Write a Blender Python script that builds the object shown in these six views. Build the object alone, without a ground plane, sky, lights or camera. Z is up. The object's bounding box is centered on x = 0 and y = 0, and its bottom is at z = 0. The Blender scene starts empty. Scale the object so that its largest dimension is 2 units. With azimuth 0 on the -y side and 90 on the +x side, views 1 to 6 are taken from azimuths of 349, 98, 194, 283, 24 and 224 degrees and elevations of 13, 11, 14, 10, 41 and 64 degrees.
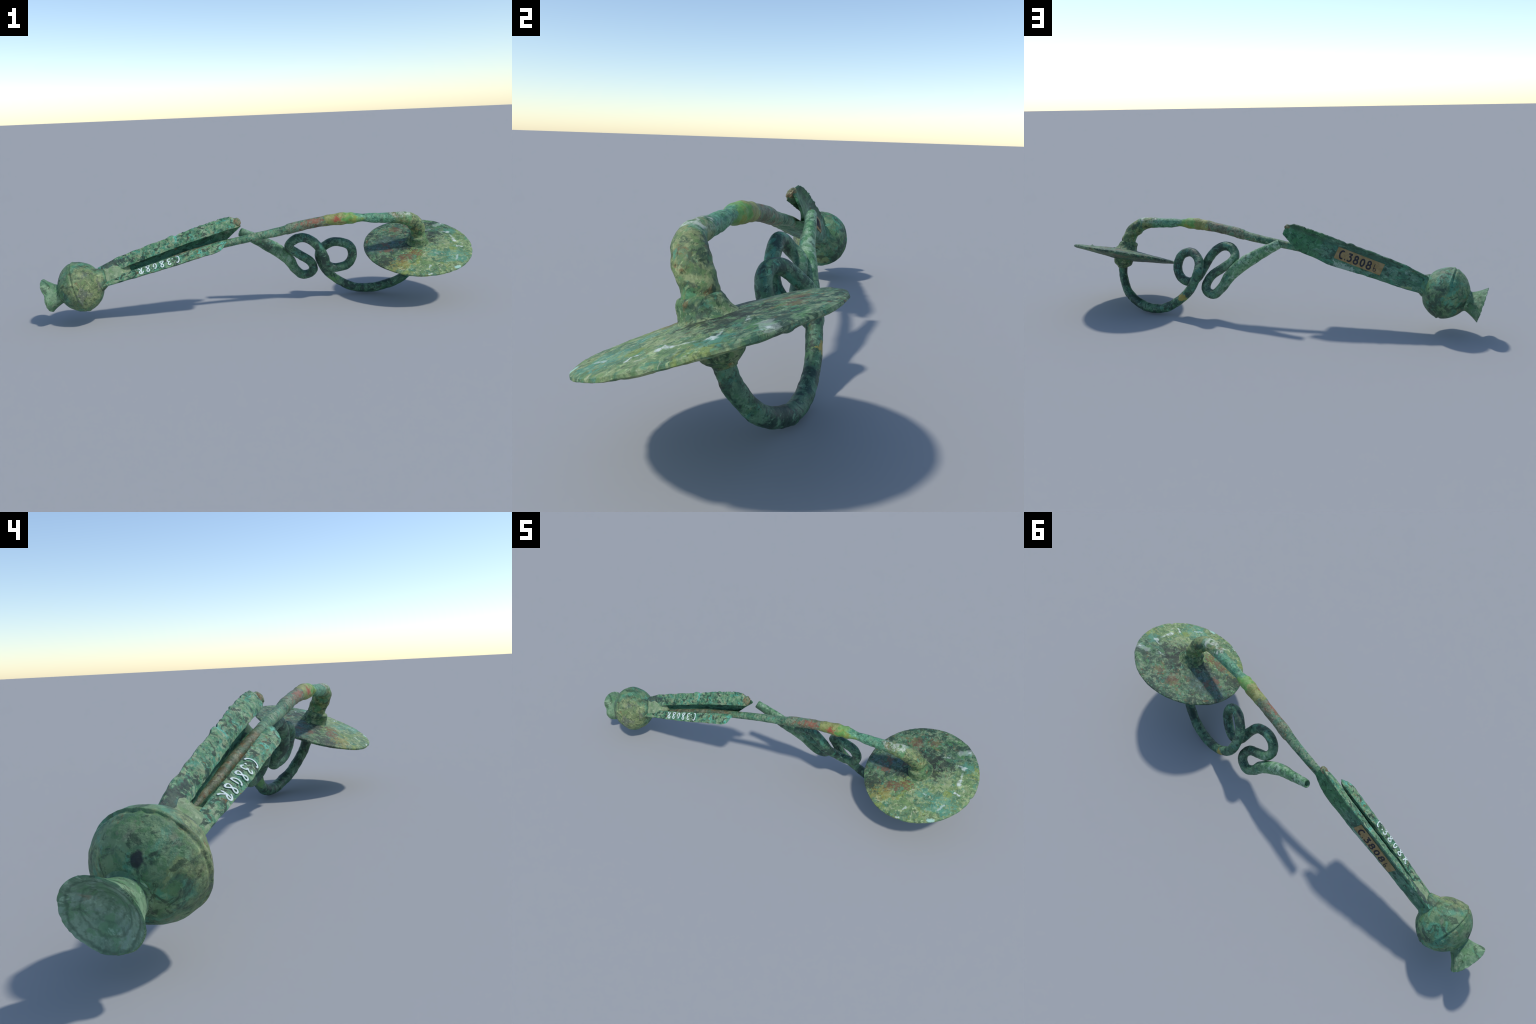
# Ancient bronze brooch: bow wire, disc foot, coiled wire, long catch trough,
# hollow ball and cup finial, with a collection label and painted number.
import bpy, bmesh, math
from mathutils import Vector, Matrix, noise
from mathutils.geometry import tessellate_polygon

V = Vector
TAU = math.tau


# ------------------------------------------------------------------ helpers
def smooth(a, b, x):
    """smooth step from 0 at a to 1 at b (falling when b < a)"""
    t = max(0.0, min(1.0, (x - a) / (b - a)))
    return t * t * (3 - 2 * t)


def bump1(x, c, w):
    return math.exp(-((x - c) / w) ** 2)


def fnoise(p, f, seed=0.0):
    return noise.noise(V((p[0] * f + seed, p[1] * f - seed * 1.7, p[2] * f + seed * .6)))


def fbm(p, f, seed=0.0, octaves=3):
    a, s = 1.0, 0.0
    for i in range(octaves):
        s += a * fnoise(p, f, seed + 13.1 * i)
        f *= 2.1
        a *= .5
    return s


def catmull(ctrl, n):
    """n samples of a uniform Catmull-Rom spline; ctrl = list of equal-length tuples"""
    k = len(ctrl)
    dim = len(ctrl[0])
    ext = [[2 * ctrl[0][j] - ctrl[1][j] for j in range(dim)]] + [list(c) for c in ctrl] + \
          [[2 * ctrl[-1][j] - ctrl[-2][j] for j in range(dim)]]
    out = []
    for q in range(n):
        t = q / (n - 1) * (k - 1)
        i = min(int(t), k - 2)
        u = t - i
        a, b, c, d = ext[i:i + 4]
        out.append([.5 * (2 * b[j] + (c[j] - a[j]) * u + (2 * a[j] - 5 * b[j] + 4 * c[j] - d[j]) * u * u
                          + (3 * b[j] - a[j] - 3 * c[j] + d[j]) * u ** 3) for j in range(dim)])
    return out


def lerp_table(table, x):
    """table: sorted list of (x, tuple) -> linear interpolation"""
    if x <= table[0][0]:
        return table[0][1]
    for (x0, a), (x1, b) in zip(table, table[1:]):
        if x <= x1:
            t = (x - x0) / (x1 - x0)
            return tuple(p + (q - p) * t for p, q in zip(a, b))
    return table[-1][1]


def make_object(name, verts, faces, mats, parent, mat_index=None, angle=50, matrix=None):
    me = bpy.data.meshes.new(name)
    me.from_pydata([tuple(v) for v in verts], [], faces)
    for m in mats:
        me.materials.append(m)
    if mat_index:
        me.polygons.foreach_set("material_index", mat_index)
    bm = bmesh.new()
    bm.from_mesh(me)
    bmesh.ops.recalc_face_normals(bm, faces=bm.faces)
    bm.to_mesh(me)
    bm.free()
    me.shade_smooth()
    me.set_sharp_from_angle(angle=math.radians(angle))
    ob = bpy.data.objects.new(name, me)
    bpy.context.scene.collection.objects.link(ob)
    ob.parent = parent
    if matrix is not None:
        # every frame here is rigid; a sub-part shares or undoes its parent's frame
        ob.matrix_basis = parent.matrix_basis.inverted() @ matrix
    return ob


def ring_faces(nr, nc, closed=True):
    f = []
    for i in range(nr - 1):
        for j in range(nc if closed else nc - 1):
            k = (j + 1) % nc
            f.append((i * nc + j, i * nc + k, (i + 1) * nc + k, (i + 1) * nc + j))
    return f


def frames(path):
    """parallel-transported (tangent, n1, n2) along a path"""
    n = len(path)
    tans = [(path[min(i + 1, n - 1)] - path[max(i - 1, 0)]).normalized() for i in range(n)]
    ref = V((0, 1, 0))
    n1 = (ref - tans[0] * ref.dot(tans[0])).normalized()
    out = []
    for t in tans:
        n1 = (n1 - t * n1.dot(t)).normalized()
        out.append((t, n1, t.cross(n1)))
    return out


def sweep(path, radii, nseg, disp=None, stretch=None, cap_start=None, cap_end=None):
    """tube along path. disp(point, i, a)->radial offset. stretch(i)->(dir, factor)
    cap_*: list of (advance along the tangent, radius factor) for the closing rings"""
    fr = frames(path)
    rows = []
    n = len(path)

    def ring(c, f, r, i):
        t, a1, a2 = f
        row = []
        for j in range(nseg):
            a = TAU * j / nseg
            d = a1 * math.cos(a) + a2 * math.sin(a)
            off = d * r
            if stretch:
                sd, sf = stretch(i)
                off = off + sd * (off.dot(sd) * (sf - 1))
            p = c + off
            if disp:
                p = p + d * disp(p, i, a) * min(1, r / max(radii[i], 1e-6))
            row.append(p)
        return row

    if cap_start:
        for adv, rf in reversed(cap_start):
            rows.append(ring(path[0] - fr[0][0] * adv, fr[0], radii[0] * rf, 0))
    for i in range(n):
        rows.append(ring(path[i], fr[i], radii[i], i))
    if cap_end:
        for adv, rf in cap_end:
            rows.append(ring(path[-1] + fr[-1][0] * adv, fr[-1], radii[-1] * rf, n - 1))
    verts = [p for r in rows for p in r]
    faces = ring_faces(len(rows), nseg)
    faces.append(tuple(range(nseg)))
    faces.append(tuple(range((len(rows) - 1) * nseg, len(rows) * nseg)))
    return verts, faces


def revolve(profile, nseg, mapper):
    """profile: list of (z, r); mapper(z, r, angle) -> point. closed with tip fans"""
    verts, nr = [], len(profile)
    for z, r in profile:
        for j in range(nseg):
            verts.append(mapper(z, r, TAU * j / nseg))
    faces = ring_faces(nr, nseg)
    faces.append(tuple(range(nseg)))
    faces.append(tuple(range((nr - 1) * nseg, nr * nseg)))
    return verts, faces


# ---------------------------------------------------------------- materials
class Graph:
    def __init__(self, name):
        self.mat = bpy.data.materials.new(name)
        self.mat.use_nodes = True
        self.nt = self.mat.node_tree
        self.nt.nodes.clear()
        self.out = self.nt.nodes.new("ShaderNodeOutputMaterial")
        self.bsdf = self.nt.nodes.new("ShaderNodeBsdfPrincipled")
        self.nt.links.new(self.bsdf.outputs[0], self.out.inputs[0])
        self.co = self.nt.nodes.new("ShaderNodeTexCoord").outputs["Object"]
        sep = self.node("ShaderNodeSeparateXYZ", [self.co])
        self.x, self.y, self.z = sep.outputs

    def node(self, kind, ins=(), **props):
        nd = self.nt.nodes.new(kind)
        for k, v in props.items():
            setattr(nd, k, v)
        for i, v in enumerate(ins):
            if v is not None:
                self.put(nd.inputs[i], v)
        return nd

    def put(self, sock, v):
        if isinstance(v, bpy.types.NodeSocket):
            self.nt.links.new(v, sock)
        else:
            sock.default_value = v

    def math(self, op, a, b=0.0, c=None):
        return self.node("ShaderNodeMath", [a, b] if c is None else [a, b, c], operation=op).outputs[0]

    def noise(self, scale, detail=4.0, rough=.6, seed=0.0, dist=0.0, stretch=(1, 1, 1)):
        mp = self.node("ShaderNodeMapping", [self.co, (seed, seed * .7, -seed * .4), (0, 0, 0), stretch])
        nd = self.node("ShaderNodeTexNoise")
        self.put(nd.inputs["Vector"], mp.outputs[0])
        self.put(nd.inputs["Scale"], scale)
        self.put(nd.inputs["Detail"], detail)
        self.put(nd.inputs["Roughness"], rough)
        self.put(nd.inputs["Distortion"], dist)
        return nd.outputs[0]

    def voronoi(self, scale, seed=0.0):
        mp = self.node("ShaderNodeMapping", [self.co, (seed, seed * .7, -seed * .4)])
        nd = self.node("ShaderNodeTexVoronoi")
        self.put(nd.inputs["Vector"], mp.outputs[0])
        self.put(nd.inputs["Scale"], scale)
        return nd.outputs["Distance"]

    def step(self, v, lo, hi):
        nd = self.node("ShaderNodeMapRange", [v, lo, hi, 0.0, 1.0], interpolation_type='SMOOTHSTEP')
        return nd.outputs[0]

    def mul(self, a, b):
        return self.math('MULTIPLY', a, b)

    def mix(self, a, b, fac):
        nd = self.nt.nodes.new("ShaderNodeMix")
        nd.data_type = 'RGBA'
        cols = [s for s in nd.inputs if s.type == 'RGBA']
        self.put(nd.inputs[0], fac)
        for s, v in zip(cols, (a, b)):
            self.put(s, v if isinstance(v, bpy.types.NodeSocket) else (*v, 1.0))
        return [s for s in nd.outputs if s.type == 'RGBA'][0]

    def blob(self, c, size, wob=.6, nscale=30.0, edge=.5, seed=0.0):
        """1 inside an irregular ellipsoid of half-axes `size` round point c"""
        d = self.node("ShaderNodeVectorMath", [self.co, c], operation='SUBTRACT').outputs[0]
        d = self.node("ShaderNodeVectorMath", [d, tuple(1 / s for s in size)], operation='MULTIPLY').outputs[0]
        ln = self.node("ShaderNodeVectorMath", [d], operation='LENGTH').outputs["Value"]
        w = self.mul(self.math('SUBTRACT', self.noise(nscale, 4, .6, 3.3 + seed, .5), .5), wob * 7)
        ln = self.math('ADD', ln, w)
        w = self.mul(self.math('SUBTRACT', self.noise(nscale * 3.1, 3, .6, 1.3 + seed, .5), .5), wob * 3.5)
        ln = self.math('ADD', ln, w)
        return self.step(self.math('SUBTRACT', 1.0 + edge / 2, ln), 0.0, edge)

    def stroke(self, a, b, width, wob=.5, nscale=60.0):
        """1 along a short irregular stroke from a to b (object space, 3-D capsule)"""
        a, b = V(a), V(b)
        ab = b - a
        ap = self.node("ShaderNodeVectorMath", [self.co, tuple(a)], operation='SUBTRACT').outputs[0]
        dt = self.node("ShaderNodeVectorMath", [ap, tuple(ab / ab.length_squared)], operation='DOT_PRODUCT').outputs["Value"]
        dt = self.node("ShaderNodeClamp", [dt, 0.0, 1.0]).outputs[0]
        sc = self.node("ShaderNodeVectorMath", [tuple(ab), None, None, dt], operation='SCALE')
        self.put(sc.inputs["Scale"], dt)
        df = self.node("ShaderNodeVectorMath", [ap, sc.outputs[0]], operation='SUBTRACT').outputs[0]
        ln = self.node("ShaderNodeVectorMath", [df], operation='LENGTH').outputs["Value"]
        w = self.mul(self.math('SUBTRACT', self.noise(nscale, 4, .6, 8.1, .8), .5), wob * 9)
        ln = self.math('ADD', self.math('DIVIDE', ln, width), w)
        return self.step(self.math('SUBTRACT', 1.35, ln), 0.0, .9)

    def band(self, sock, lo, hi, soft=.01, wob=.03, nscale=25.0, seed=0.0):
        w = self.mul(self.math('SUBTRACT', self.noise(nscale, 5, .6, 5.7 + seed, .5), .5), wob * 2.6)
        s = self.math('ADD', sock, w)
        return self.mul(self.step(s, lo - soft, lo + soft),
                        self.math('SUBTRACT', 1.0, self.step(s, hi - soft, hi + soft)))

    def finish(self, col, rough=.68, bump=.5, bscale=90.0, spec=.3, bdist=.004):
        self.put(self.bsdf.inputs["Base Color"], col)
        r = self.math('ADD', rough, self.mul(self.math('SUBTRACT', self.noise(60, 3, .6, 1.9), .5), .3))
        self.put(self.bsdf.inputs["Roughness"], r)
        self.bsdf.inputs["Specular IOR Level"].default_value = spec
        h = self.math('ADD', self.noise(bscale, 5, .65, 7.7), self.mul(self.noise(bscale * .3, 3, .6, 2.2), 1.5))
        b = self.node("ShaderNodeBump")
        self.put(b.inputs["Strength"], bump)
        self.put(b.inputs["Distance"], bdist)
        self.put(b.inputs["Height"], h)
        self.nt.links.new(b.outputs[0], self.bsdf.inputs["Normal"])
        return self.mat


def patina(g, a, b, scale, layers, stretch=(1, 1, 1), seed=0.0, pits=.75, flecks=.6):
    """crusty two-tone base, layers (colour, scale, lo, hi, strength, seed), dark pits and pale flecks"""
    k = 1.25
    col = g.mix(a, b, g.step(g.noise(scale * k, 7, .66, seed, .5, stretch), .43, .57))
    mid = tuple((p + q) / 2 * f for p, q, f in zip(a, b, (.72, .95, .72)))
    col = g.mix(col, mid, g.mul(g.step(g.noise(scale * 2.4, 4, .6, seed + 2.2, .4, stretch), .51, .57), .7))
    for c, sc, lo, hi, st, sd in layers:
        w = (hi - lo) * .25
        col = g.mix(col, c, g.mul(g.step(g.noise(sc * k, 7, .66, sd + seed, .6, stretch), lo - .015, hi - w), st))
    lite = tuple(min(1, c * 1.5 + .03) for c in b)
    dark = tuple(c * .36 for c in a)
    col = g.mix(col, lite, g.mul(g.step(g.noise(scale * 3.0, 4, .65, seed + 6.1, .6, stretch), .57, .65), flecks))
    col = g.mix(col, dark, g.mul(g.step(g.noise(scale * 2.6, 4, .65, seed + 4.4, .7, stretch), .55, .62), pits))
    fine = g.noise(scale * 9, 3, .6, seed + 8.8)
    col = g.mix(col, dark, g.mul(g.step(fine, .52, .68), .3))
    return col


DARK = (.030, .058, .040)
TEAL = (.072, .270, .165)
TURQ = (.110, .460, .340)
TAN = (.300, .330, .185)
BROWN = (.200, .095, .030)
RUST = (.230, .070, .028)
WHITE = (.62, .68, .62)


def mat_bow():
    g = Graph("bow_patina")
    col = patina(g, (.060, .165, .095), (.200, .280, .165), 28, [
        (TEAL, 20, .54, .66, .7, 1.0), (DARK, 24, .56, .68, .75, 6.0), (BROWN, 17, .58, .68, .8, 9.0),
        (TAN, 34, .58, .70, .6, 12.0)])
    rust = patina(g, (.10, .105, .06), (.230, .240, .150), 34, [((.20, .105, .035), 30, .53, .62, .8, 41.0), ((.07, .16, .09), 24, .52, .62, .8, 47.0), (DARK, 26, .57, .67, .7, 44.0)])
    col = g.mix(col, rust, g.mul(g.math('SUBTRACT', 1.0, g.step(g.x, -.24, -.16)), .9))
    # reddish-grey worn stretch, with cuprite red spots
    grey = patina(g, (.120, .115, .070), (.230, .240, .150), 30,
                  [((.09, .22, .13), 22, .52, .62, .8, 27.), (RUST, 22, .58, .68, .7, 21.0), (TEAL, 30, .58, .68, .7, 23.0),
                   (DARK, 28, .58, .68, .6, 25.)])
    col = g.mix(col, grey, g.mul(g.band(g.x, .115, .30, .02, .06), .95))
    col = g.mix(col, (.290, .080, .048), g.mul(g.blob((.225, -.024, .414), (.045, .018, .012), .7, 60), .65))
    # olive and vivid green swelling
    oli = patina(g, (.215, .220, .065), (.290, .310, .110), 22,
                 [((.16, .38, .25), 22, .60, .70, .7, 3.0), (BROWN, 20, .60, .70, .6, 5.0)], pits=.35, flecks=.3)
    col = g.mix(col, oli, g.band(g.x, .293, .372, .008, .05))
    col = g.mix(col, (.330, .075, .040), g.mul(g.blob((.335, -.044, .416), (.018, .02, .012), .5, 70), .9))
    viv = patina(g, (.115, .285, .065), (.195, .355, .105), 14,
                 [((.26, .27, .05), 18, .53, .63, .8, 6.0), ((.25, .42, .14), 20, .58, .68, .6, 2.0)], pits=.25, flecks=.25)
    col = g.mix(col, viv, g.band(g.x, .365, .452, .012, .06))
    # turquoise stretch
    tq = patina(g, (.055, .200, .115), (.150, .350, .205), 28,
                [(DARK, 26, .58, .68, .7, 2.0), ((.19, .45, .30), 20, .54, .64, .75, 5.0), ((.10, .2, .11), 22, .54, .64, .8, 9.0)])
    col = g.mix(col, tq, g.mul(g.band(g.x, .452, .595, .018, .09), .9))
    # corner and leg: greenish ochre, dirt creases, chalky white on the crown
    leg = patina(g, (.100, .165, .070), (.240, .280, .120), 24,
                 [(BROWN, 16, .57, .68, .75, 3.0), (TEAL, 18, .57, .67, .7, 7.0), ((.03, .055, .035), 18, .53, .64, .8, 4.0),
                  ((.09, .25, .10), 16, .54, .64, .7, 8.0)])
    col = g.mix(col, leg, g.step(g.x, .585, .63))
    chalk = g.mul(g.band(g.x, .585, .695, .02, .06), g.step(g.z, .406, .424))
    col = g.mix(col, (.52, .56, .46), g.mul(g.mul(chalk, g.step(g.noise(30, 6, .65, 5.0, .9), .44, .56)), .8))
    return g.finish(col, .62, .6, 60, .4)


def mat_wire():
    g = Graph("wire_patina")
    col = patina(g, (.034, .105, .062), (.100, .205, .118), 20, [
        ((.018, .040, .032), 15, .50, .60, .85, 1.0), ((.06, .25, .17), 15, .56, .66, .6, 6.0), (TURQ, 60, .66, .74, .4, 8.0),
        (TAN, 44, .64, .74, .5, 3.0), (BROWN, 30, .66, .74, .5, 5.0)])
    light = patina(g, (.070, .200, .090), (.170, .325, .165), 28, [
        (DARK, 24, .60, .70, .55, 2.0), (TEAL, 18, .60, .70, .6, 5.0), ((.36, .50, .35), 22, .52, .64, .75, 9.0)])
    m = g.mul(g.math('SUBTRACT', 1.0, g.step(g.x, .10, .24)), g.step(g.y, .085, .115))
    col = g.mix(col, light, m)
    col = g.mix(col, (.330, .250, .050), g.mul(g.blob((.372, .185, .098), (.02, .02, .017), .4, 50), .9))
    col = g.mix(col, (.15, .36, .10), g.mul(g.blob((.372, .150, .083), (.03, .03, .02), .4, 50), .5))
    return g.finish(col, .55, .5, 90, .45)


DISC_R = .2505


def mat_disc():
    g = Graph("disc_patina")
    col = patina(g, (.050, .125, .072), (.175, .255, .140), 19, [
        (DARK, 13, .50, .61, .88, 1.0), (TEAL, 30, .58, .68, .7, 6.0), (BROWN, 20, .60, .70, .75, 9.0),
        (TAN, 40, .57, .67, .6, 3.0), ((.08, .22, .07), 16, .58, .68, .7, 14.0)])
    # yellow-green crust over one side of the disc
    warm = patina(g, (.115, .205, .082), (.280, .345, .160), 20, [
        ((.075, .180, .100), 17, .51, .61, .85, 4.0), (TEAL, 24, .58, .68, .75, 6.0), (DARK, 20, .62, .72, .7, 2.0),
        ((.36, .27, .06), 15, .62, .72, .7, 8.0), (BROWN, 26, .64, .72, .7, 28.0), ((.48, .50, .33), 50, .58, .68, .7, 3.0),
        ((.24, .30, .06), 12, .56, .66, .7, 18.0)], pits=.6, flecks=.7)
    side = g.math('ADD', g.mul(g.y, -1.0), g.mul(g.x, .45))
    side = g.math('ADD', side, g.mul(g.math('SUBTRACT', g.noise(13, 5, .62, 2.0, .6), .5), .36))
    col = g.mix(col, warm, g.mul(g.step(side, .000, .075), .95))
    # dark field with bluish and red mottling on the inner side
    inner = g.blob((-.15, .035, 0), (.105, .065, .05), .30, 18, .7)
    dk = patina(g, (.040, .080, .062), (.085, .135, .112), 26,
                [((.13, .22, .22), 40, .54, .64, .8, 2.0), ((.130, .045, .040), 30, .56, .66, .8, 7.0),
                 ((.20, .40, .34), 60, .62, .70, .7, 3.0), ((.06, .16, .09), 18, .54, .64, .7, 13.0)])
    col = g.mix(col, dk, g.mul(inner, .8))
    red = (.175, .070, .040)
    for c, s, st in (((-.160, -.016), (.026, .014), .85), ((-.145, .032), (.016, .018), .8), ((-.09, -.094), (.030, .022), .85),
                     ((-.039, -.085), (.022, .024), .85), ((-.05, .15), (.03, .03), .7), ((.03, .165), (.02, .02), .7)):
        col = g.mix(col, red, g.mul(g.blob((*c, 0), (*s, .04), .7, 70, .5), st * .8))
    col = g.mix(col, (.34, .25, .05), g.mul(g.blob((-.146, -.141, 0), (.044, .030, .04), .85, 55, .8), .45))
    for c, s in (((.087, .05), (.050, .028)), ((.070, .0), (.028, .030)), ((-.20, -.10), (.03, .045)), ((-.06, -.025), (.045, .025)),
                 ((.03, .06), (.04, .06))):
        col = g.mix(col, (.024, .032, .025), g.mul(g.blob((*c, 0), (*s, .05), .65, 50, .6), .75))
    for c, s in (((.038, -.106), (.03, .022)), ((.134, -.129), (.045, .022)), ((.12, -.17), (.05, .02)), ((.2, .06), (.025, .02))):
        col = g.mix(col, (.07, .29, .22), g.mul(g.blob((*c, 0), (*s, .05), .8, 55, .8), .5))
    # white abrasions and chalk, upper face only
    top = g.step(g.z, .000, .004)
    for a, b, w, st in (((-.010, .090), (.010, .096), .005, .9), ((.008, .096), (.016, .113), .0055, .9),
                        ((.05, .098), (.093, .098), .005, .8), ((.09, .100), (.130, .114), .004, .8), ((.075, .09), (.11, .097), .006, .6),
                        ((.150, .130), (.210, .153), .013, .3), ((.19, .143), (.21, .155), .007, .7), ((.185, .06), (.176, .05), .007, .7),
                        ((.180, .025), (.176, -.015), .005, .6), ((.177, -.012), (.174, -.032), .008, .9),
                        ((.165, -.075), (.185, -.083), .0045, .9), ((.115, -.172), (.133, -.145), .005, .5), ((.04, -.105), (.05, -.115), .007, .8),
                        ((-.048, -.243), (-.04, -.243), .006, .9), ((.10, .07), (.19, .058), .004, .5), ((-.03, -.2), (-.02, -.19), .005, .6)):
        col = g.mix(col, (.56, .62, .56), g.mul(g.mul(g.stroke((*a, .010), (*b, .010), w, .35, 90), top), st))
    col = g.mix(col, (.36, .58, .48), g.mul(g.stroke((.088, -.228, .007), (.106, -.224, .007), .009, .25), .85))
    return g.finish(col, .64, .7, 65, .35)


def mat_collar():
    g = Graph("collar_patina")
    col = patina(g, (.060, .130, .065), (.190, .250, .120), 24, [
        (DARK, 22, .52, .64, .8, 1.0), (TEAL, 24, .60, .70, .6, 6.0), (BROWN, 18, .60, .70, .6, 9.0)])
    return g.finish(col, .66, .5, 60)


def mat_catch_front():
    g = Graph("catch_front_patina")
    col = patina(g, (.055, .180, .105), (.190, .310, .165), 24, [
        (TEAL, 20, .51, .63, .8, 1.0), ((.33, .40, .25), 24, .56, .65, .7, 12.0), (TAN, 30, .57, .66, .75, 22.0),
        (TURQ, 17, .57, .66, .8, 15.0), ((.024, .038, .030), 30, .54, .61, .82, 6.0), (BROWN, 27, .60, .68, .85, 9.0)])
    # red-brown line of corrosion along the opening and the broken tip
    col = g.mix(col, (.24, .15, .08), g.mul(g.blob((.765, .025, .026), (.016, .03, .018), .5, 60), .75))
    col = g.mix(col, (.045, .06, .055), g.mul(g.blob((.17, .02, .045), (.06, .02, .02), .6, 40), .8))
    return g.finish(col, .66, .6, 80)


def mat_catch_back():
    g = Graph("catch_back_patina")
    col = patina(g, (.045, .135, .085), (.110, .225, .145), 20, [
        (DARK, 24, .54, .66, .8, 6.0), (TEAL, 16, .53, .66, .7, 1.0), ((.30, .42, .33), 26, .60, .72, .6, 4.0),
        (BROWN, 22, .66, .74, .7, 9.0)], (.6, 1, 1))
    plain = patina(g, (.040, .145, .065), (.075, .210, .100), 18,
                   [((.30, .47, .40), 22, .62, .72, .75, 2.0), (DARK, 30, .66, .76, .5, 5.0)])
    col = g.mix(col, plain, g.band(g.x, .575, .90, .03, .10))
    streak = g.mul(g.band(g.z, .030, .075, .004, .01), g.step(g.noise(40, 4, .65, 1.0, 0, (.15, 1, 1)), .48, .62))
    col = g.mix(col, (.035, .075, .05), g.mul(streak, .7))
    col = g.mix(col, (.33, .45, .36), g.mul(g.blob((.46, .05, -.05), (.04, .03, .018), .5, 40), .7))
    return g.finish(col, .6, .6, 90)


def mat_catch_inside():
    g = Graph("catch_inside_patina")
    col = patina(g, (.028, .100, .060), (.060, .180, .110), 24, [
        (DARK, 20, .54, .66, .8, 6.0), (BROWN, 26, .60, .70, .6, 9.0), (TAN, 40, .66, .74, .6, 2.0)], (.5, 1, 1))
    end = patina(g, (.060, .150, .080), (.105, .210, .120), 20, [((.25, .32, .22), 22, .55, .66, .7, 3.0)])
    col = g.mix(col, end, g.step(g.x, .62, .68))
    return g.finish(col, .75, .6, 90)


def mat_ball():
    g = Graph("ball_patina")
    col = patina(g, (.068, .158, .080), (.155, .255, .125), 13, [
        (TEAL, 9, .51, .63, .75, 1.0), ((.10, .33, .22), 18, .57, .66, .5, 31.0), (DARK, 11, .53, .64, .8, 6.0), ((.20, .21, .14), 10, .58, .68, .6, 3.0),
        ((.22, .27, .10), 9, .57, .68, .7, 12.0), (BROWN, 10, .64, .72, .7, 9.0)], pits=.75, flecks=.45)
    # lichen-yellow grainy crust on the flattened cheek near the catch
    crust = patina(g, (.130, .170, .070), (.270, .310, .135), 26,
                   [(DARK, 20, .54, .64, .75, 6.0), ((.16, .17, .13), 12, .54, .64, .8, 3.0), (BROWN, 12, .62, .70, .7, 9.0)])
    col = g.mix(col, crust, g.mul(g.blob((-.085, .0, -.045), (.085, .10, .08), .20, 14, .8), .85))
    col = g.mix(col, (.012, .017, .020), g.mul(g.blob((-.023, .067, .078), (.0105, .014, .02), .12, 50, .5), .95))  # hole's inner darkness drawn as a near-black spot, no opening modelled
    return g.finish(col, .6, .8, 70, .4)


def mat_cup():
    g = Graph("cup_patina")
    col = patina(g, (.105, .210, .115), (.200, .320, .185), 12, [
        ((.30, .36, .22), 22, .56, .68, .6, 3.0), (DARK, 26, .62, .72, .7, 6.0), (TEAL, 14, .58, .7, .5, 1.0),
        (BROWN, 18, .67, .75, .6, 9.0)])
    return g.finish(col, .64, .5, 80)


def mat_cup_inside():
    g = Graph("cup_inside_patina")
    col = patina(g, (.140, .250, .165), (.240, .365, .260), 12, [  # base lightened because the dish faces away from the sun
        ((.26, .38, .31), 16, .55, .66, .7, 3.0), ((.09, .17, .10), 14, .55, .66, .7, 6.0), ((.28, .24, .15), 12, .62, .72, .6, 9.0)],
        pits=.35)
    # dark fuzzy rings round the middle
    r = g.node("ShaderNodeVectorMath", [g.co, tuple(RIMC)], operation='SUBTRACT').outputs[0]
    r = g.node("ShaderNodeVectorMath", [r, (1, 1, 0)], operation='MULTIPLY').outputs[0]
    r = g.node("ShaderNodeVectorMath", [r], operation='LENGTH').outputs["Value"]
    for rad, wd, st in ((.067, .005, .55), (.047, .004, .5), (.030, .004, .35), (.013, .003, .3)):
        col = g.mix(col, (.05, .10, .065), g.mul(g.band(r, rad - wd / 2, rad + wd / 2, .002, .008, 30, rad), st))
    return g.finish(col, .64, .4, 70)


def mat_filler():
    g = Graph("filler_paste")
    col = patina(g, (.170, .255, .140), (.260, .330, .195), 20,
                 [((.34, .36, .27), 14, .58, .7, .5, 2.0), ((.13, .22, .13), 14, .58, .72, .6, 5.0)], pits=.4, flecks=.45)
    return g.finish(col, .75, .35, 60)


def mat_flat(name, a, b, rough=.7, scale=60):
    g = Graph(name)
    col = g.mix(a, b, g.step(g.noise(scale, 4, .6, 1.0), .35, .65))
    return g.finish(col, rough, .25, 150)


# ------------------------------------------------------------------- object
root = bpy.data.objects.new("fibula", None)
bpy.context.scene.collection.objects.link(root)
root["label"] = "corroded green bronze brooch with disc, coiled wire, catch trough and ball finial"
root["category"] = "brooch"

# ---- bow: an arched wire, its thin tip lying in the catch trough, its leg on the disc
BOW = [(-.618, .108, .200, .0065), (-.540, .094, .225, .0110), (-.454, .077, .252, .0150), (-.368, .063, .279, .018),
       (-.280, .049, .303, .018), (-.189, .036, .325, .018), (-.090, .030, .341, .0185), (.001, .022, .356, .0195),
       (.090, .012, .371, .0215), (.177, .000, .391, .0235), (.269, -.012, .405, .0250), (.357, -.026, .415, .0270),
       (.446, -.039, .415, .0225), (.539, -.052, .409, .0235), (.610, -.059, .407, .0275), (.674, -.060, .396, .0320),
       (.726, -.041, .355, .0335), (.742, -.016, .290, .0350), (.748, -.003, .255, .037)]
BOW = [(x, y + .0035 * smooth(-.3, -.15, x) * smooth(.68, .6, x), z, r * .96) for x, y, z, r in BOW]
bow_s = catmull(BOW, 420)
bow_path = [V(p[:3]) for p in bow_s]
bow_rad = [p[3] for p in bow_s]


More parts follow.
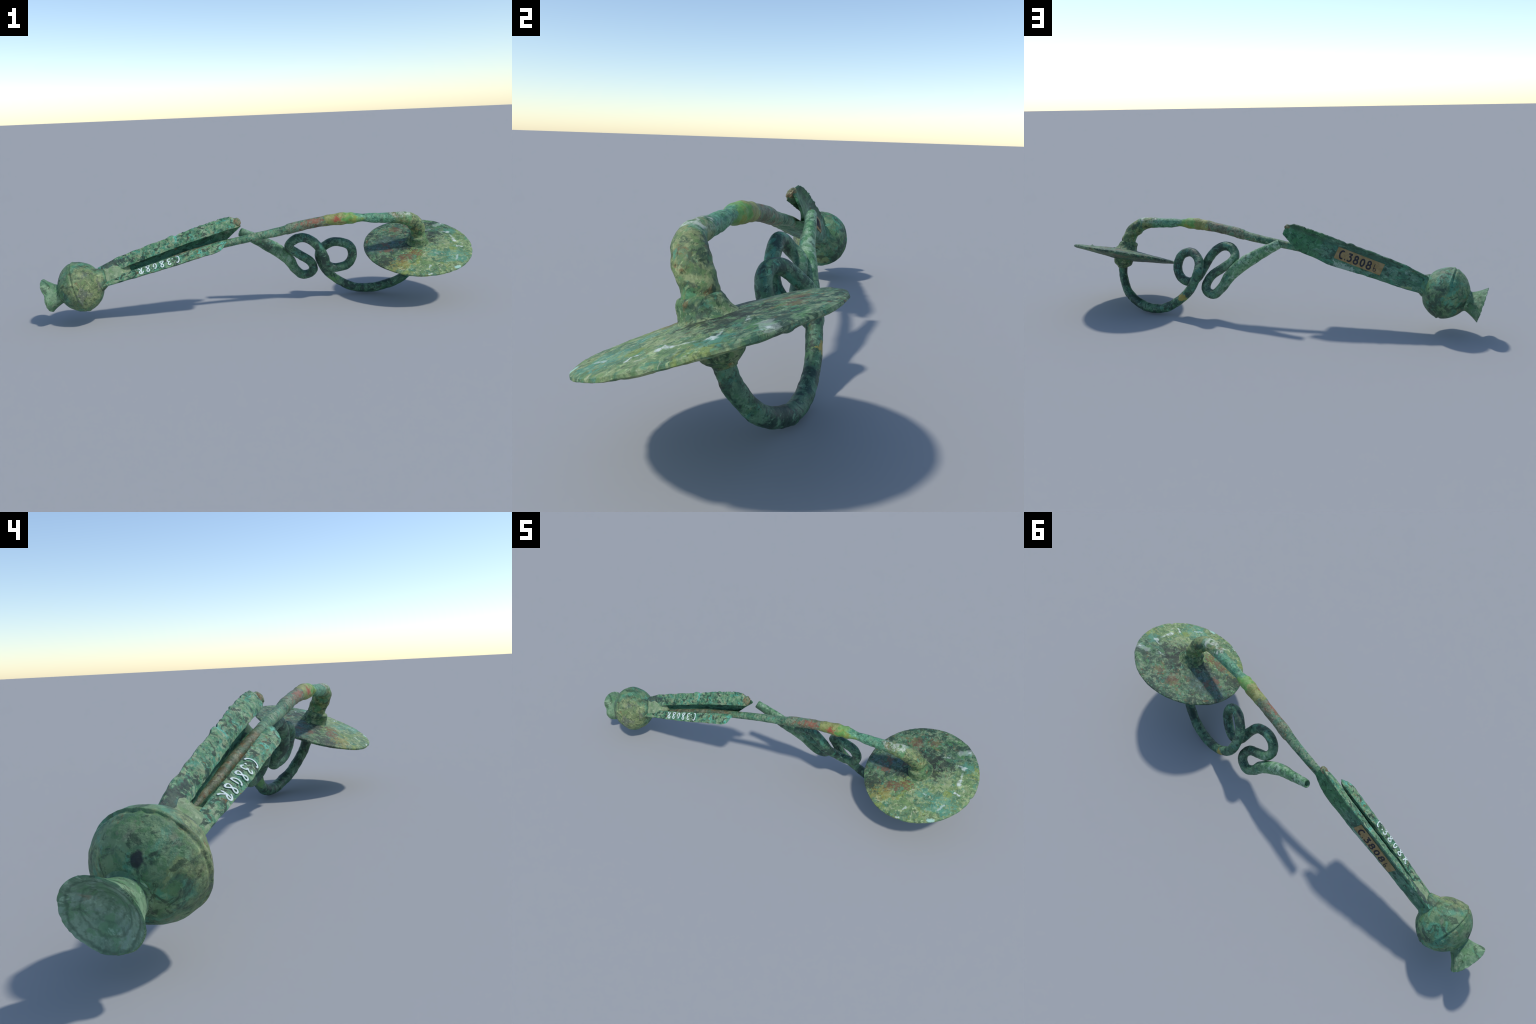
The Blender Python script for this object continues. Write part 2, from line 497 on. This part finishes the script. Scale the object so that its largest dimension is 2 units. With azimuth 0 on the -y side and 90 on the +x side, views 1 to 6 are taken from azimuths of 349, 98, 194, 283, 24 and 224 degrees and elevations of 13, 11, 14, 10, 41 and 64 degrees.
def bow_disp(p, i, a):
    x = p.x
    amp = .0010 + .0018 * smooth(.0, .3, x) + .0016 * smooth(.58, .68, x)
    d = amp * fbm(p, 20, 3.0, 2) + amp * .3 * fbm(p, 70, 8.0, 2)
    # lumpy swelling of the vivid green stretch, and the worn ledges beside it
    d += .0055 * bump1(x, .405, .014) * (.6 + fnoise(p, 30, 5)) + .004 * bump1(x, .365, .018) * (.5 + fnoise(p, 22, 1))
    d -= .003 * bump1(x, .455, .02)
    d += .0025 * smooth(.108, .116, x) * (1 - smooth(.13, .2, x))
    # wrinkles round the leg
    if x > .68:
        d += .0010 * math.sin(p.z * 150 + 4 * fnoise(p, 20, 2)) * smooth(.41, .34, p.z) + .0025 * fnoise(p, 16, 5)
        d += .0045 * bump1(p.z, .352, .009) * smooth(0, 1, math.cos(a + .6) + .3)
    return d


leg_dir = V((.25, .95, 0)).normalized()


def bow_stretch(i):
    return leg_dir, 1 + .12 * smooth(.66, .72, bow_path[i].x)


vs, fs = sweep(bow_path, bow_rad, 40, bow_disp, bow_stretch, cap_start=[(.004, .8), (.007, .45)])
make_object("bow", vs, fs, [mat_bow()], root)

# ---- disc foot and its collars, built in the disc's own frame
DC = V((.7496, .0019, .2500))
dn = V((-.1139, -.3435, 1)).normalized()
dx = V((1, 0, 0))
dx = (dx - dn * dx.dot(dn)).normalized()
dy = dn.cross(dx)
DM = Matrix(((dx.x, dy.x, dn.x, DC.x), (dx.y, dy.y, dn.y, DC.y), (dx.z, dy.z, dn.z, DC.z), (0, 0, 0, 1)))

def face_height(r):
    """half thickness of the lens-shaped disc"""
    return .0060 + .0240 * (1 - r / .25)


prof = [(face_height(r), r) for r in [.001 + .2395 * k / 50 for k in range(51)]]
prof += [(.0052, .2455), (.0028, .2510), (-.0028, .2518), (-.0054, .247)]
prof += [(-face_height(r) * 1.1, r) for r in [.001 + .2395 * (50 - k) / 50 for k in range(51)]]
SPIKES = ((.010, .104, .004), (.128, .112, .006), (.088, .100, .003), (.174, -.022, .006), (.18, .055, .003), (.175, -.079, .003))


def disc_map(z, r, a):
    c, s = math.cos(a), math.sin(a)
    edge = smooth(.12, .25, r)
    rr = r * (1 + edge * (.006 * fnoise((c, s, 0), 3.2, 4) + .005 * fnoise((c, s, 0), 14, 9)))
    rr -= edge * .006 * bump1(a, 5.93, .025)
    p = V((rr * c, rr * s, z))
    q = V((p.x, p.y, z * 3))
    p.z += (.0014 * fbm(q, 16, 1) + .0009 * fbm(q, 60, 5)) + edge * .003 * fnoise(q, 6, 7)
    if z > 0:
        for sx, sy, h in SPIKES:
            d2 = (p.x - sx) ** 2 + (p.y - sy) ** 2
            if d2 < .0016:
                p.z += h * math.exp(-d2 / .00003)
    return p


vs, fs = revolve(prof, 260, disc_map)
make_object("disc", vs, fs, [mat_disc()], root, matrix=DM)

m_collar = mat_collar()
collar_prof = [(.012, .020), (.012, .061), (.021, .0590), (.028, .0545), (.036, .0500), (.045, .0470), (.054, .0450),
               (.061, .042), (.065, .037), (.067, .030), (.067, .02)]
collar_fine = catmull(collar_prof, 60)


def collar_map(z, r, a):
    lean = z / .05
    c = V((.005 - .008 * lean, .004 - .010 * lean, z + .002))
    d = V((math.cos(a) * .96, math.sin(a) * .99, 0))
    p = c + d * r
    k = smooth(.03, .04, r)
    return p + d * k * (.003 * fbm(p, 25, 6) + .0016 * fbm(p, 70, 2)) + V((0, 0, .003 * fnoise(p, 30, 3) * smooth(.01, .03, z)))


vs, fs = revolve(collar_fine, 72, collar_map)
make_object("collar", vs, fs, [m_collar], root, matrix=DM)

boss_fine = catmull([(-.010, .02), (-.010, .050), (-.020, .0480), (-.030, .0460), (-.040, .0450), (-.048, .0425), (-.055, .036),
                     (-.062, .0270), (-.067, .0220), (-.071, .0200), (-.071, .010)], 56)


def boss_map(z, r, a):
    d = V((math.cos(a), math.sin(a), 0))
    p = V((.001, .007, z)) + d * r
    return p + d * smooth(.02, .03, r) * (.002 * fbm(p, 25, 16) + .0012 * fbm(p, 70, 12))


vs, fs = revolve(boss_fine, 64, boss_map)
make_object("boss", vs, fs, [m_collar], root, matrix=DM)

# ---- lower wire: from the boss round a deep arc, then coiled, ending in a broken thick stub
WIRE = [(-.085, .111, .362, .0205), (-.014, .113, .3235, .0250), (.051, .114, .2855, .0300), (.104, .127, .2495, .0305),
        (.150, .141, .205, .0275), (.183, .157, .154, .0225), (.220, .164, .121, .0220), (.257, .154, .126, .0215),
        (.270, .135, .155, .0212), (.247, .115, .196, .0214), (.199, .112, .231, .0210), (.149, .108, .268, .0210),
        (.140, .081, .295, .0214), (.169, .058, .323, .0214), (.215, .046, .322, .0214), (.264, .041, .285, .0214),
        (.302, .052, .225, .0214), (.327, .093, .175, .0214), (.373, .098, .154, .0214), (.422, .075, .170, .0214),
        (.443, .056, .216, .0214), (.427, .044, .266, .0214), (.387, .048, .288, .0214), (.345, .073, .287, .0214),
        (.310, .106, .256, .0214), (.306, .150, .207, .0214), (.339, .160, .136, .0214), (.411, .164, .069, .0210),
        (.501, .153, .0275, .0220), (.606, .128, .0305, .0225), (.700, .084, .073, .0215), (.747, .043, .143, .0205),
        (.756, .0225, .196, .0205)]
WIRE = [(x, y - .007 * smooth(.5, 4.5, i) * smooth(15, 12, i), z - .0015 * smooth(.5, 4.5, i) * smooth(15, 12, i), r) for i, (x, y, z, r) in enumerate(WIRE)]
wire_s = catmull(WIRE, 560)
wire_path = [V(p[:3]) for p in wire_s]
wire_rad = [p[3] for p in wire_s]
stub_dir = V((.35, .45, .80)).normalized()


def wire_disp(p, i, a):
    amp = .0013 + .0010 * smooth(450, 500, i)
    return amp * fbm(p, 28, 11) + amp * .5 * fbm(p, 80, 14)


def wire_stretch(i):
    return V((0, 1, 0)), 1 - .20 * (1 - smooth(60, 105, i))


vs, fs = sweep(wire_path, wire_rad, 36, wire_disp, wire_stretch,
               cap_start=[(.003, .93), (.004, .78), (.002, .62), (-.003, .5), (-.006, .38)])
make_object("coiled_wire", vs, fs, [mat_wire()], root)

# ---- catch trough, ball and cup share an axis; frame: x = away from the ball, y = back, z = up
AX = V((-.94794, .10399, -.30098)).normalized()
BK = V((.09912, .99458, .03147)).normalized()
UP = V((-.30263, 0, .95311)).normalized()
CO = V((-.8247, .0996, .1714))
CM = Matrix(((-AX.x, BK.x, UP.x, CO.x), (-AX.y, BK.y, UP.y, CO.y), (-AX.z, BK.z, UP.z, CO.z), (0, 0, 0, 1)))

# cross-section nodes by distance s: broken top edge, front fold, crease behind it,
# wall foot, lower nose, upper lip of the lower flange
NODES = [  # s,  top (y,z), fold, crease, foot, nose, lip
    (.095, (.034, .051, .005, .016, .036, .032, .041, -.034, -.040, -.026, -.010, -.007)),
    (.200, (.036, .062, .004, .016, .037, .036, .041, -.044, -.048, -.031, -.012, -.008)),
    (.350, (.038, .0655, .005, .017, .037, .033, .044, -.050, -.060, -.040, -.020, -.011)),
    (.500, (.043, .0645, .006, .018, .037, .032, .049, -.063, -.064, -.046, -.022, -.015)),
    (.620, (.045, .0635, .004, .015, .039, .027, .054, -.056, -.069, -.053, -.023, -.021)),
    (.700, (.043, .060, .001, .012, .040, .026, .056, -.054, -.067, -.055, -.023, -.026)),
    (.732, (.039, .057, .003, .009, .040, .024, .056, -.054, -.067, -.055, -.023, -.026)),
    (.748, (.034, .047, .006, .006, .040, .022, .056, -.054, -.067, -.055, -.023, -.026)),
    (.775, (.028, .042, .012, .001, .040, .018, .056, -.054, -.067, -.055, -.023, -.026))]


def wall_y(s, z):
    """outer face of the back wall"""
    n = lerp_table(NODES, s)
    ky, kz, fy, fz = n[4], n[5], n[6], n[7]
    t = max(0, min(1, (z - fz) / (kz - fz)))
    return fy + (ky - fy) * t + .0085 * math.sin(math.pi * min(1, t * 1.0)) * (1 - .5 * t)


def text_face(s, q):
    """outer face of the lower flange, q = 0 at its lip, 1 at its nose"""
    n = lerp_table(NODES, s)
    ny, nz, ly, lz = n[8:12]
    bulge = .0065 * math.sin(math.pi * q)
    return ly + (ny - ly) * q - bulge * .64, lz + (nz - lz) * q + bulge * .77


def section(s, s_of):
    """closed list of (kind, node weight, y, z); s_of unused except for jitter seeds"""
    n = lerp_table(NODES, s)
    T, F, K, W, N, L = [V((n[2 * i], n[2 * i + 1])) for i in range(6)]
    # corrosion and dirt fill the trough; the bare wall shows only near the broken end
    w = .0085 + .0115 * smooth(.665, .645, s)
    out = V((-.70, .71))
    # jagged corroded top edge
    fr = (T - F).normalized()
    j = smooth(.40, .55, s)
    jag = -.0022 + .0035 * fnoise((s, 0, 0), 24, 2) + (.0005 + .0028 * j) * fnoise((s, 1, 0), 80, 7) + .0016 * j * fnoise((s, 3, 0), 170, 7)
    jag -= .0065 * bump1(s, .475, .010) + .003 * bump1(s, .53, .008)
    jag += .002 * bump1(s, .445, .02)
    T = T + fr * jag + V((.0035, .0002))
    W = W + V((-.004, .004)) * bump1(s, .585, .018) + V((.002, -.002)) * bump1(s, .53, .02)
    def wall(t, off=0.0):
        z = W.y + (K.y - W.y) * t
        return V((wall_y(s, z) - off, z))
    pts = []
    def seg(fn, k):
        for i in range(k):
            pts.append(fn(i / k))
    fm = (T + F) / 2 + out * (.0070 + .003 * fnoise((s, 2, 0), 22, 4))
    def quad(a, m, b):
        c = m * 2 - (a + b) / 2
        return lambda t: a * (1 - t) ** 2 + c * (2 * t * (1 - t)) + b * t * t
    Tf = T + V((-.003, .0005))
    seg(quad(Tf, fm, F + V((.000, .003))), 14)                 # 0  front of upper finger
    Ki = wall(.93, w)
    seg(quad(F + V((.001, -.003)), (F + Ki) / 2 + V((.003, -.004)), Ki), 8)   # 1  underside
    seg(lambda t: wall(.93 - .80 * t, w), 14)                  # 2  inner wall
    Wi = wall(.13, w)
    Ni = N + V((.020, .013)) + V((.012, .010)) * smooth(.665, .645, s)
    seg(quad(Wi, (Wi + Ni) / 2 + V((0, -.004)), Ni), 12)   # 3  trough floor
    Li = L + V((.006, -.007))
    seg(lambda t: Ni.lerp(Li, t), 8)                           # 4  back of lower flange
    seg(lambda t: Li.lerp(L, t), 2)
    seg(lambda t: V(text_face(s, t)), 14)                      # 5  face of lower flange
    seg(quad(N, N + (W - N) * .10 + V((-.002, -.005)), N + (W - N) * .22 + V((0, -.004))), 5)   # nose
    P1 = N + (W - N) * .22 + V((0, -.004))
    seg(quad(P1, (P1 + W) / 2 + V((0, -.003)), W + V((-.004, -.001))), 12)          # 6  underside
    seg(lambda t: wall(.02 + .98 * t), 18)                     # 7  outer wall
    Tb = T + V((.001, -.0025))
    seg(lambda t: wall(1).lerp(Tb, t) + V((-.003 * math.sin(math.pi * t), 0)), 8)   # 8  back of finger
    pts.append(Tb)
    return pts


SEG_COUNTS = (14, 8, 14, 12, 8, 2, 14, 5, 12, 18, 9)
# where each part of the section ends (the broken end slants back along the wall)
END_NODES = (.768, .766, .764, .622, .655, .680, .688, .664, .650, .612, .770, .770)
S0, NSTA = .095, 210
ends = []
for a, b, k in zip(END_NODES, END_NODES[1:], SEG_COUNTS):
    ends += [a + (b - a) * i / k for i in range(k)]
# wall ends follow the measured break line, by height
base = section(.70, 0)
nprof = len(base)


def wall_end(z):
    return lerp_table([(-.06, (.600,)), (-.057, (.612,)), (-.049, (.682,)), (-.003, (.766,)), (.03, (.771,))], z)[0]


i_in0, i_in1 = 22, 36
i_out0, i_out1 = 14 + 8 + 14 + 12 + 8 + 2 + 14 + 5 + 12, 14 + 8 + 14 + 12 + 8 + 2 + 14 + 5 + 12 + 18
for rng in ((i_in0, i_in1), (i_out0, i_out1)):
    for i in range(*rng):
        ends[i] = wall_end(base[i].y)
cver = []
for k in range(NSTA):
    t = k / (NSTA - 1)
    cache = {}
    for i in range(nprof):
        e = ends[i] + .006 * fnoise((i * .11, 0, 0), 1.6, 3) + .002 * fnoise((i * .4, 5, 0), 1.5, 3)
        s = S0 + (e - S0) * t
        key = round(s, 4)
        if key not in cache:
            cache[key] = section(s, 0)
        yz = cache[key][i]
        yz = yz.copy()
        if t > .94:
            if 48 <= i < 82:
                cen = V((-.042, -.037))
            elif i < 22 or i > nprof - 10:
                cen = V((.022, .026))
            else:
                cen = yz
            q = (t - .94) / .06
            yz = yz.lerp(cen, (.62 if 48 <= i < 82 else .30) * (1 - math.sqrt(max(0, 1 - q * q))))
        p = V((s, yz.x, yz.y))
        amp = .0017
        d = V((fnoise(p, 34, 1), fnoise(p, 34, 4), fnoise(p, 34, 8))) * amp
        d += V((0, fnoise(p, 95, 11), fnoise(p, 95, 15))) * .0008
        cver.append(p + d)
cfac = ring_faces(NSTA, nprof)
kind = []
bounds = []
acc = 0
for c in SEG_COUNTS:
    bounds.append(acc)
    acc += c
# material slot: 0 front, 1 back, 2 inside
slot_of_seg = (0, 2, 2, 2, 2, 2, 0, 0, 1, 1, 1)
prof_slot = []
for sidx, c in zip(slot_of_seg, SEG_COUNTS):
    prof_slot += [sidx] * c
for k in range(NSTA - 1):
    kind += prof_slot
for k in (0, NSTA - 1):
    ring = [V((cver[k * nprof + i].y, cver[k * nprof + i].z, 0)) for i in range(nprof)]
    for tri in tessellate_polygon([ring]):
        cfac.append(tuple(k * nprof + i for i in tri))
        kind.append(1)
catch = make_object("catch_plate", cver, cfac, [mat_catch_front(), mat_catch_back(), mat_catch_inside()], root,
                    mat_index=kind, angle=60, matrix=CM)

# ---- blunt lump closing the broken end of the upper fold
def mat_tip():
    g = Graph("broken_tip_patina")
    col = patina(g, (.120, .165, .085), (.245, .245, .140), 26,
                 [((.25, .15, .075), 20, .47, .60, .85, 2.0), (TEAL, 24, .57, .67, .7, 5.0), (DARK, 26, .58, .68, .6, 8.0)])
    return g.finish(col, .68, .5, 80)


bm = bmesh.new()
bmesh.ops.create_icosphere(bm, subdivisions=5, radius=1)
tver = []
for v in bm.verts:
    q = v.co
    blunt = min(1, .88 / max(abs(q.x), abs(q.y), abs(q.z)))
    p = V((.019 * q.x, .0145 * q.y + .007 * q.z, .0180 * q.z)) * (.65 + .35 * blunt)
    tver.append(p * (1 + .14 * fbm(q, 1.6, 3) + .04 * fbm(q, 6, 8)) + V((.757, .0225, .0235)))
tfac = [tuple(v.index for v in f.verts) for f in bm.faces]
bm.free()
make_object("broken_tip", tver, tfac, [mat_tip()], root, matrix=CM)

# ---- pale paste bridging the trough to the ball
def filler_outline(s):
    n = lerp_table(NODES, max(.1, s))
    T, F, K, W, N, L = [V((n[2 * i], n[2 * i + 1])) for i in range(6)]
    return T, F, K, W, N, L


fver, frows, fcols = [], 40, 48
for k in range(frows):
    t = k / (frows - 1)
    s = .070 + .160 * t
    T, F, K, W, N, L = filler_outline(s)
    shrink = .0015 + .030 * smooth(.70, 1.0, t)
    cen = (F + L) / 2 + V((.018, -.008)) + V((.010, -.014)) * smooth(.6, 1, t)
    fw = V((-.70, .71)) * (.0115 * (1 - smooth(.55, .95, t)))
    poly = [T + V((-.004, -.006)), F * .5 + T * .5 + fw * .55, F + fw, (F + L) / 2 + fw * .8, L * .85 + N * .15 + fw,
            L * .5 + N * .5 + fw * .55, N, (N + W) / 2, W, (W + K) / 2 + V((.005, 0)), K]
    ring = catmull([tuple(p) for p in poly] + [tuple(poly[0])], fcols + 1)[:-1]
    for q in ring:
        q = V(q)
        d = q - cen
        pull = max(0.25, 1 - shrink / max(d.length, .012))
        if t < .2:
            pull *= .88 + .6 * t
        p2 = cen + d * pull
        p = V((s, p2.x, p2.y))
        p += V((0, 1, 1)) * .0012 * fnoise(p, 40, 6)
        fver.append(p)
ffac = ring_faces(frows, fcols)
ffac.append(tuple(range(fcols)))
ffac.append(tuple(range((frows - 1) * fcols, frows * fcols)))
make_object("filler", fver, ffac, [mat_filler()], root, matrix=CM)

# ---- hollow ball: two domed halves meeting at a raised seam
BM = Matrix(((BK.x, UP.x, AX.x, CO.x), (BK.y, UP.y, AX.y, CO.y + .0015), (BK.z, UP.z, AX.z, CO.z - .0005), (0, 0, 0, 1)))
EQ = .1142


def ball_radius(z):
    if z < 0:
        return EQ * max(0, 1 - (-z / .0985) ** 2.05) ** .51
    return EQ * max(0, 1 - (z / .1015) ** 1.95) ** .53


bprof = [(-.122, .010), (-.122, .036), (-.112, .041), (-.103, .046), (-.0965, .050)]
for k in range(-92, 95):
    z = k * .001
    bprof.append((z, max(ball_radius(z), .052 if z < 0 else .046)))
bprof += [(.098, .043), (.104, .030)]


def ball_map(z, r, a):
    c, s = math.cos(a), math.sin(a)
    d = V((c, s, 0))
    wav = .0035 * fnoise((c, s, 0), 1.3, 3) - .002
    ridge = .0030 * bump1(z - wav, .0, .0050) - .0026 * bump1(z - wav, .0095, .0045) + .0012 * smooth(-.004, .004, z) * smooth(.03, .01, z)
    # slack, faceted shoulders
    q = V((c * r, s * r, z))
    k = smooth(.04, .08, r)
    dent = .0042 * fnoise(q, 11, 2) + .0015 * fbm(q, 40, 5)
    dent -= .004 * bump1(z, -.045, .02) * (.5 + .5 * math.cos(a - 2.6))
    # a ragged split along the seam, upper side
    if 0 < z < .02:
        dent -= .004 * bump1(z - wav, .006, .0025) * smooth(.35, .75, math.sin(a)) * (.5 + fnoise(q, 60, 9))
    return V((c * (r + k * (ridge + dent)), s * (r + k * (ridge + dent)), z))


vs, fs = revolve(bprof, 128, ball_map)
make_object("ball", vs, fs, [mat_ball()], root, matrix=BM, angle=70)

# ---- flared cup finial with a dented rim
RIMC = BM.inverted() @ V((-.9743, .1294, .1321))
RIMN = (BM.inverted().to_3x3() @ V((-.96845, .13245, -.21110))).normalized()
if RIMN.z < 0:
    RIMN = -RIMN
RR = .0790
outer = catmull([(0, .060), (.10, .0500), (.22, .0440), (.42, .0490), (.68, .0605), (.92, .0735), (1.0, RR)], 40)
inner = catmull([(1.03, RR - .0025), (1.01, .0740), (.96, .0670), (.90, .0590), (.83, .0510), (.80, .0450), (.71, .0370), (.63, .0270),
                 (.57, .0150), (.55, .001)], 60)
PB = V((0, 0, .082))


def cup_map(t, r, a):
    c = PB.lerp(RIMC, t)
    n = V((0, 0, 1)).lerp(RIMN, t).normalized()
    e1 = (V((1, 0, 0)) - n * n.x).normalized()
    e2 = n.cross(e1)
    k = smooth(.45, 1, t) * smooth(.03, .07, r)
    da = (a - 2.85 + math.pi) % TAU - math.pi
    dent = k * bump1(da, 0, .32)
    rr = r * (1 - .115 * dent) * (1 + .022 * k * math.cos(2 * a + .6))
    p = c + e1 * (rr * math.cos(a)) + e2 * (rr * math.sin(a)) - n * .009 * dent + n * k * (.0003 + .0030 * math.sin(a)) + V((0, .0035, 0)) * smooth(.4, 1, t)
    p += n * k * (.0035 * fnoise((math.cos(a), math.sin(a), 0), 4, 3) + .0015 * fnoise((math.cos(a), math.sin(a), 0), 14, 5))
    return p + n * .0014 * fbm(p, 30, 9)


vs, fs = revolve([tuple(x) for x in outer + inner], 96, cup_map)
slots = [0 if i // 96 < len(outer) else 1 for i in range(len(fs) - 2)] + [0, 1]
make_object("cup", vs, fs, [mat_cup(), mat_cup_inside()], root, mat_index=slots, matrix=BM, angle=60)

# ---- paper label on the back wall
LS0, LS1, LZ0, LZ1 = .505, .286, -.0215, .0315
lver, lr, lc = [], 70, 18
for side in (0, 1):
    for i in range(lr):
        for j in range(lc):
            s = LS0 + (LS1 - LS0) * i / (lr - 1)
            skew = -.004 * (j / (lc - 1) - .5)
            z = LZ0 + (LZ1 - LZ0) * j / (lc - 1)
            edge = min(1, min(j, lc - 1 - j) / 1.0, min(i, lr - 1 - i) / 1.0)
            y = wall_y(s, z) + (.0032 if side else .0006) - (0 if edge else .001 * side) + .0004 * fnoise((s, z, 0), 60, 3)
            lver.append(V((s + skew, y, z)))
lfac = []
nn = lr * lc
for i in range(lr - 1):
    for j in range(lc - 1):
        q = (i * lc + j, i * lc + j + 1, (i + 1) * lc + j + 1, (i + 1) * lc + j)
        lfac.append(q)
        lfac.append(tuple(nn + x for x in reversed(q)))
border = [(i, 0) for i in range(lr)] + [(lr - 1, j) for j in range(1, lc)] + [(i, lc - 1) for i in range(lr - 2, -1, -1)] + \
         [(0, j) for j in range(lc - 2, 0, -1)]
for (a, b), (c, d) in zip(border, border[1:] + border[:1]):
    lfac.append((a * lc + b, c * lc + d, nn + c * lc + d, nn + a * lc + b))
label = make_object("label", lver, lfac, [mat_flat("label_paper", (.250, .172, .066), (.325, .235, .108))], root, matrix=CM)


# ---- hand-drawn characters as pen strokes
def arc(cx, cy, rx, ry, a0, a1, n=16):
    return [(cx + rx * math.cos(math.radians(a0 + (a1 - a0) * i / n)), cy + ry * math.sin(math.radians(a0 + (a1 - a0) * i / n)))
            for i in range(n + 1)]


def eight():
    return [(.3 + .27 * math.sin(2 * t) * (.85 + .15 * math.cos(t + math.pi)), .5 + .5 * math.cos(t))
            for t in [TAU * i / 28 for i in range(29)]]


INK = {'C': [arc(.34, .5, .30, .50, 55, 305)], '.': [[(.05, .03), (.16, .06)]],
       '3': [[(.06, .95), (.30, .97), (.50, .95), (.28, .62), (.46, .55), (.54, .34), (.46, .10), (.26, .01), (.05, .10)]],
       '8': [arc(.3, .74, .20, .24, -90, 270), arc(.3, .25, .26, .26, 90, 450)],
       '0': [arc(.3, .48, .24, .44, 90, 450)],
       'b': [[(.12, .9), (.10, .5), (.12, .05), (.30, .0), (.42, .14), (.36, .34), (.14, .30)]]}
PAINT = {'C': [arc(.36, .5, .32, .52, 60, 290)], '.': [[(.0, .16), (.13, .28)]],
         '3': [[(.05, .85), (.25, 1.0), (.46, .84), (.30, .58), (.20, .54), (.44, .46), (.50, .20), (.28, .02), (.02, .14)]],
         '8': [eight()], '0': [arc(.3, .45, .22, .42, 60, 390)],
         'R': [[(.12, .02), (.22, .5), (.26, .95)],
               [(-.08, .72), (.12, .98), (.40, 1.02), (.56, .82), (.44, .60), (.24, .50), (.42, .30), (.62, .02), (.74, .10)]]}


def write(name, text, glyphs, surface, height, half, advance, mat, parent, spread=None):
    """ribbon strokes laid on surface(along, across) -> (point, normal)"""
    verts, faces = [], []
    x = 0.0
    for ch in text:
        for line in glyphs[ch]:
            pts = catmull(line, max(8, len(line) * 5)) if len(line) > 2 else catmull([line[0], ((line[0][0] + line[1][0]) / 2, (line[0][1] + line[1][1]) / 2), line[1]], 8)
            n = len(pts)
            start = len(verts)
            for i in range(n):
                a, b = pts[max(i - 1, 0)], pts[min(i + 1, n - 1)]
                dxy = V((b[0] - a[0], b[1] - a[1])).normalized()
                nx = V((-dxy.y, dxy.x))
                u, v = x + pts[i][0] * height, pts[i][1] * height
                hw = half(ch) * (1 + .25 * fnoise((u * 90, v * 90, len(verts)), .7, 1)) * (.75 if i in (0, n - 1) else 1)
                for off, lift in ((-1, 0), (-.6, 1), (.6, 1), (1, 0)):
                    p, nr = surface(u + nx.x * hw * off, v + nx.y * hw * off)
                    verts.append(p + nr * (.0007 * lift + .0004))
            for i in range(n - 1):
                for k in range(4):
                    faces.append((start + i * 4 + k, start + i * 4 + (k + 1) % 4, start + (i + 1) * 4 + (k + 1) % 4, start + (i + 1) * 4 + k))
            faces.append(tuple(start + k for k in range(4)))
            faces.append(tuple(start + (n - 1) * 4 + k for k in range(4)))
        x += advance(ch)
    ob = make_object(name, verts, faces, [mat], parent, matrix=CM)
    return ob


def on_label(u, v):
    s = LS0 - .018 - u
    z = LZ0 + .009 + v
    return V((s, wall_y(s, z) + .0034, z)), V((0, 1, .1)).normalized()


def on_flange(u, v):
    s = .462 - u * .98
    q = max(.02, min(.98, .16 + v / .046))
    y, z = text_face(s, q)
    return V((s, y - .0010, z + .0012)), V((0, -.64, .77))


lh = .034
write("label_number", "C.3808b", INK, on_label, lh, lambda c: .0013 if c == 'b' else .0034,
      lambda c: {'.': .0115, 'C': .026}.get(c, .0305), mat_flat("label_ink", (.018, .019, .026), (.032, .032, .038)), label)
write("painted_number", "C.3808R", PAINT, on_flange, .031, lambda c: .0024,
      lambda c: {'.': .010, 'C': .030}.get(c, .0335), mat_flat("white_paint", (.62, .72, .68), (.75, .82, .78)), catch)
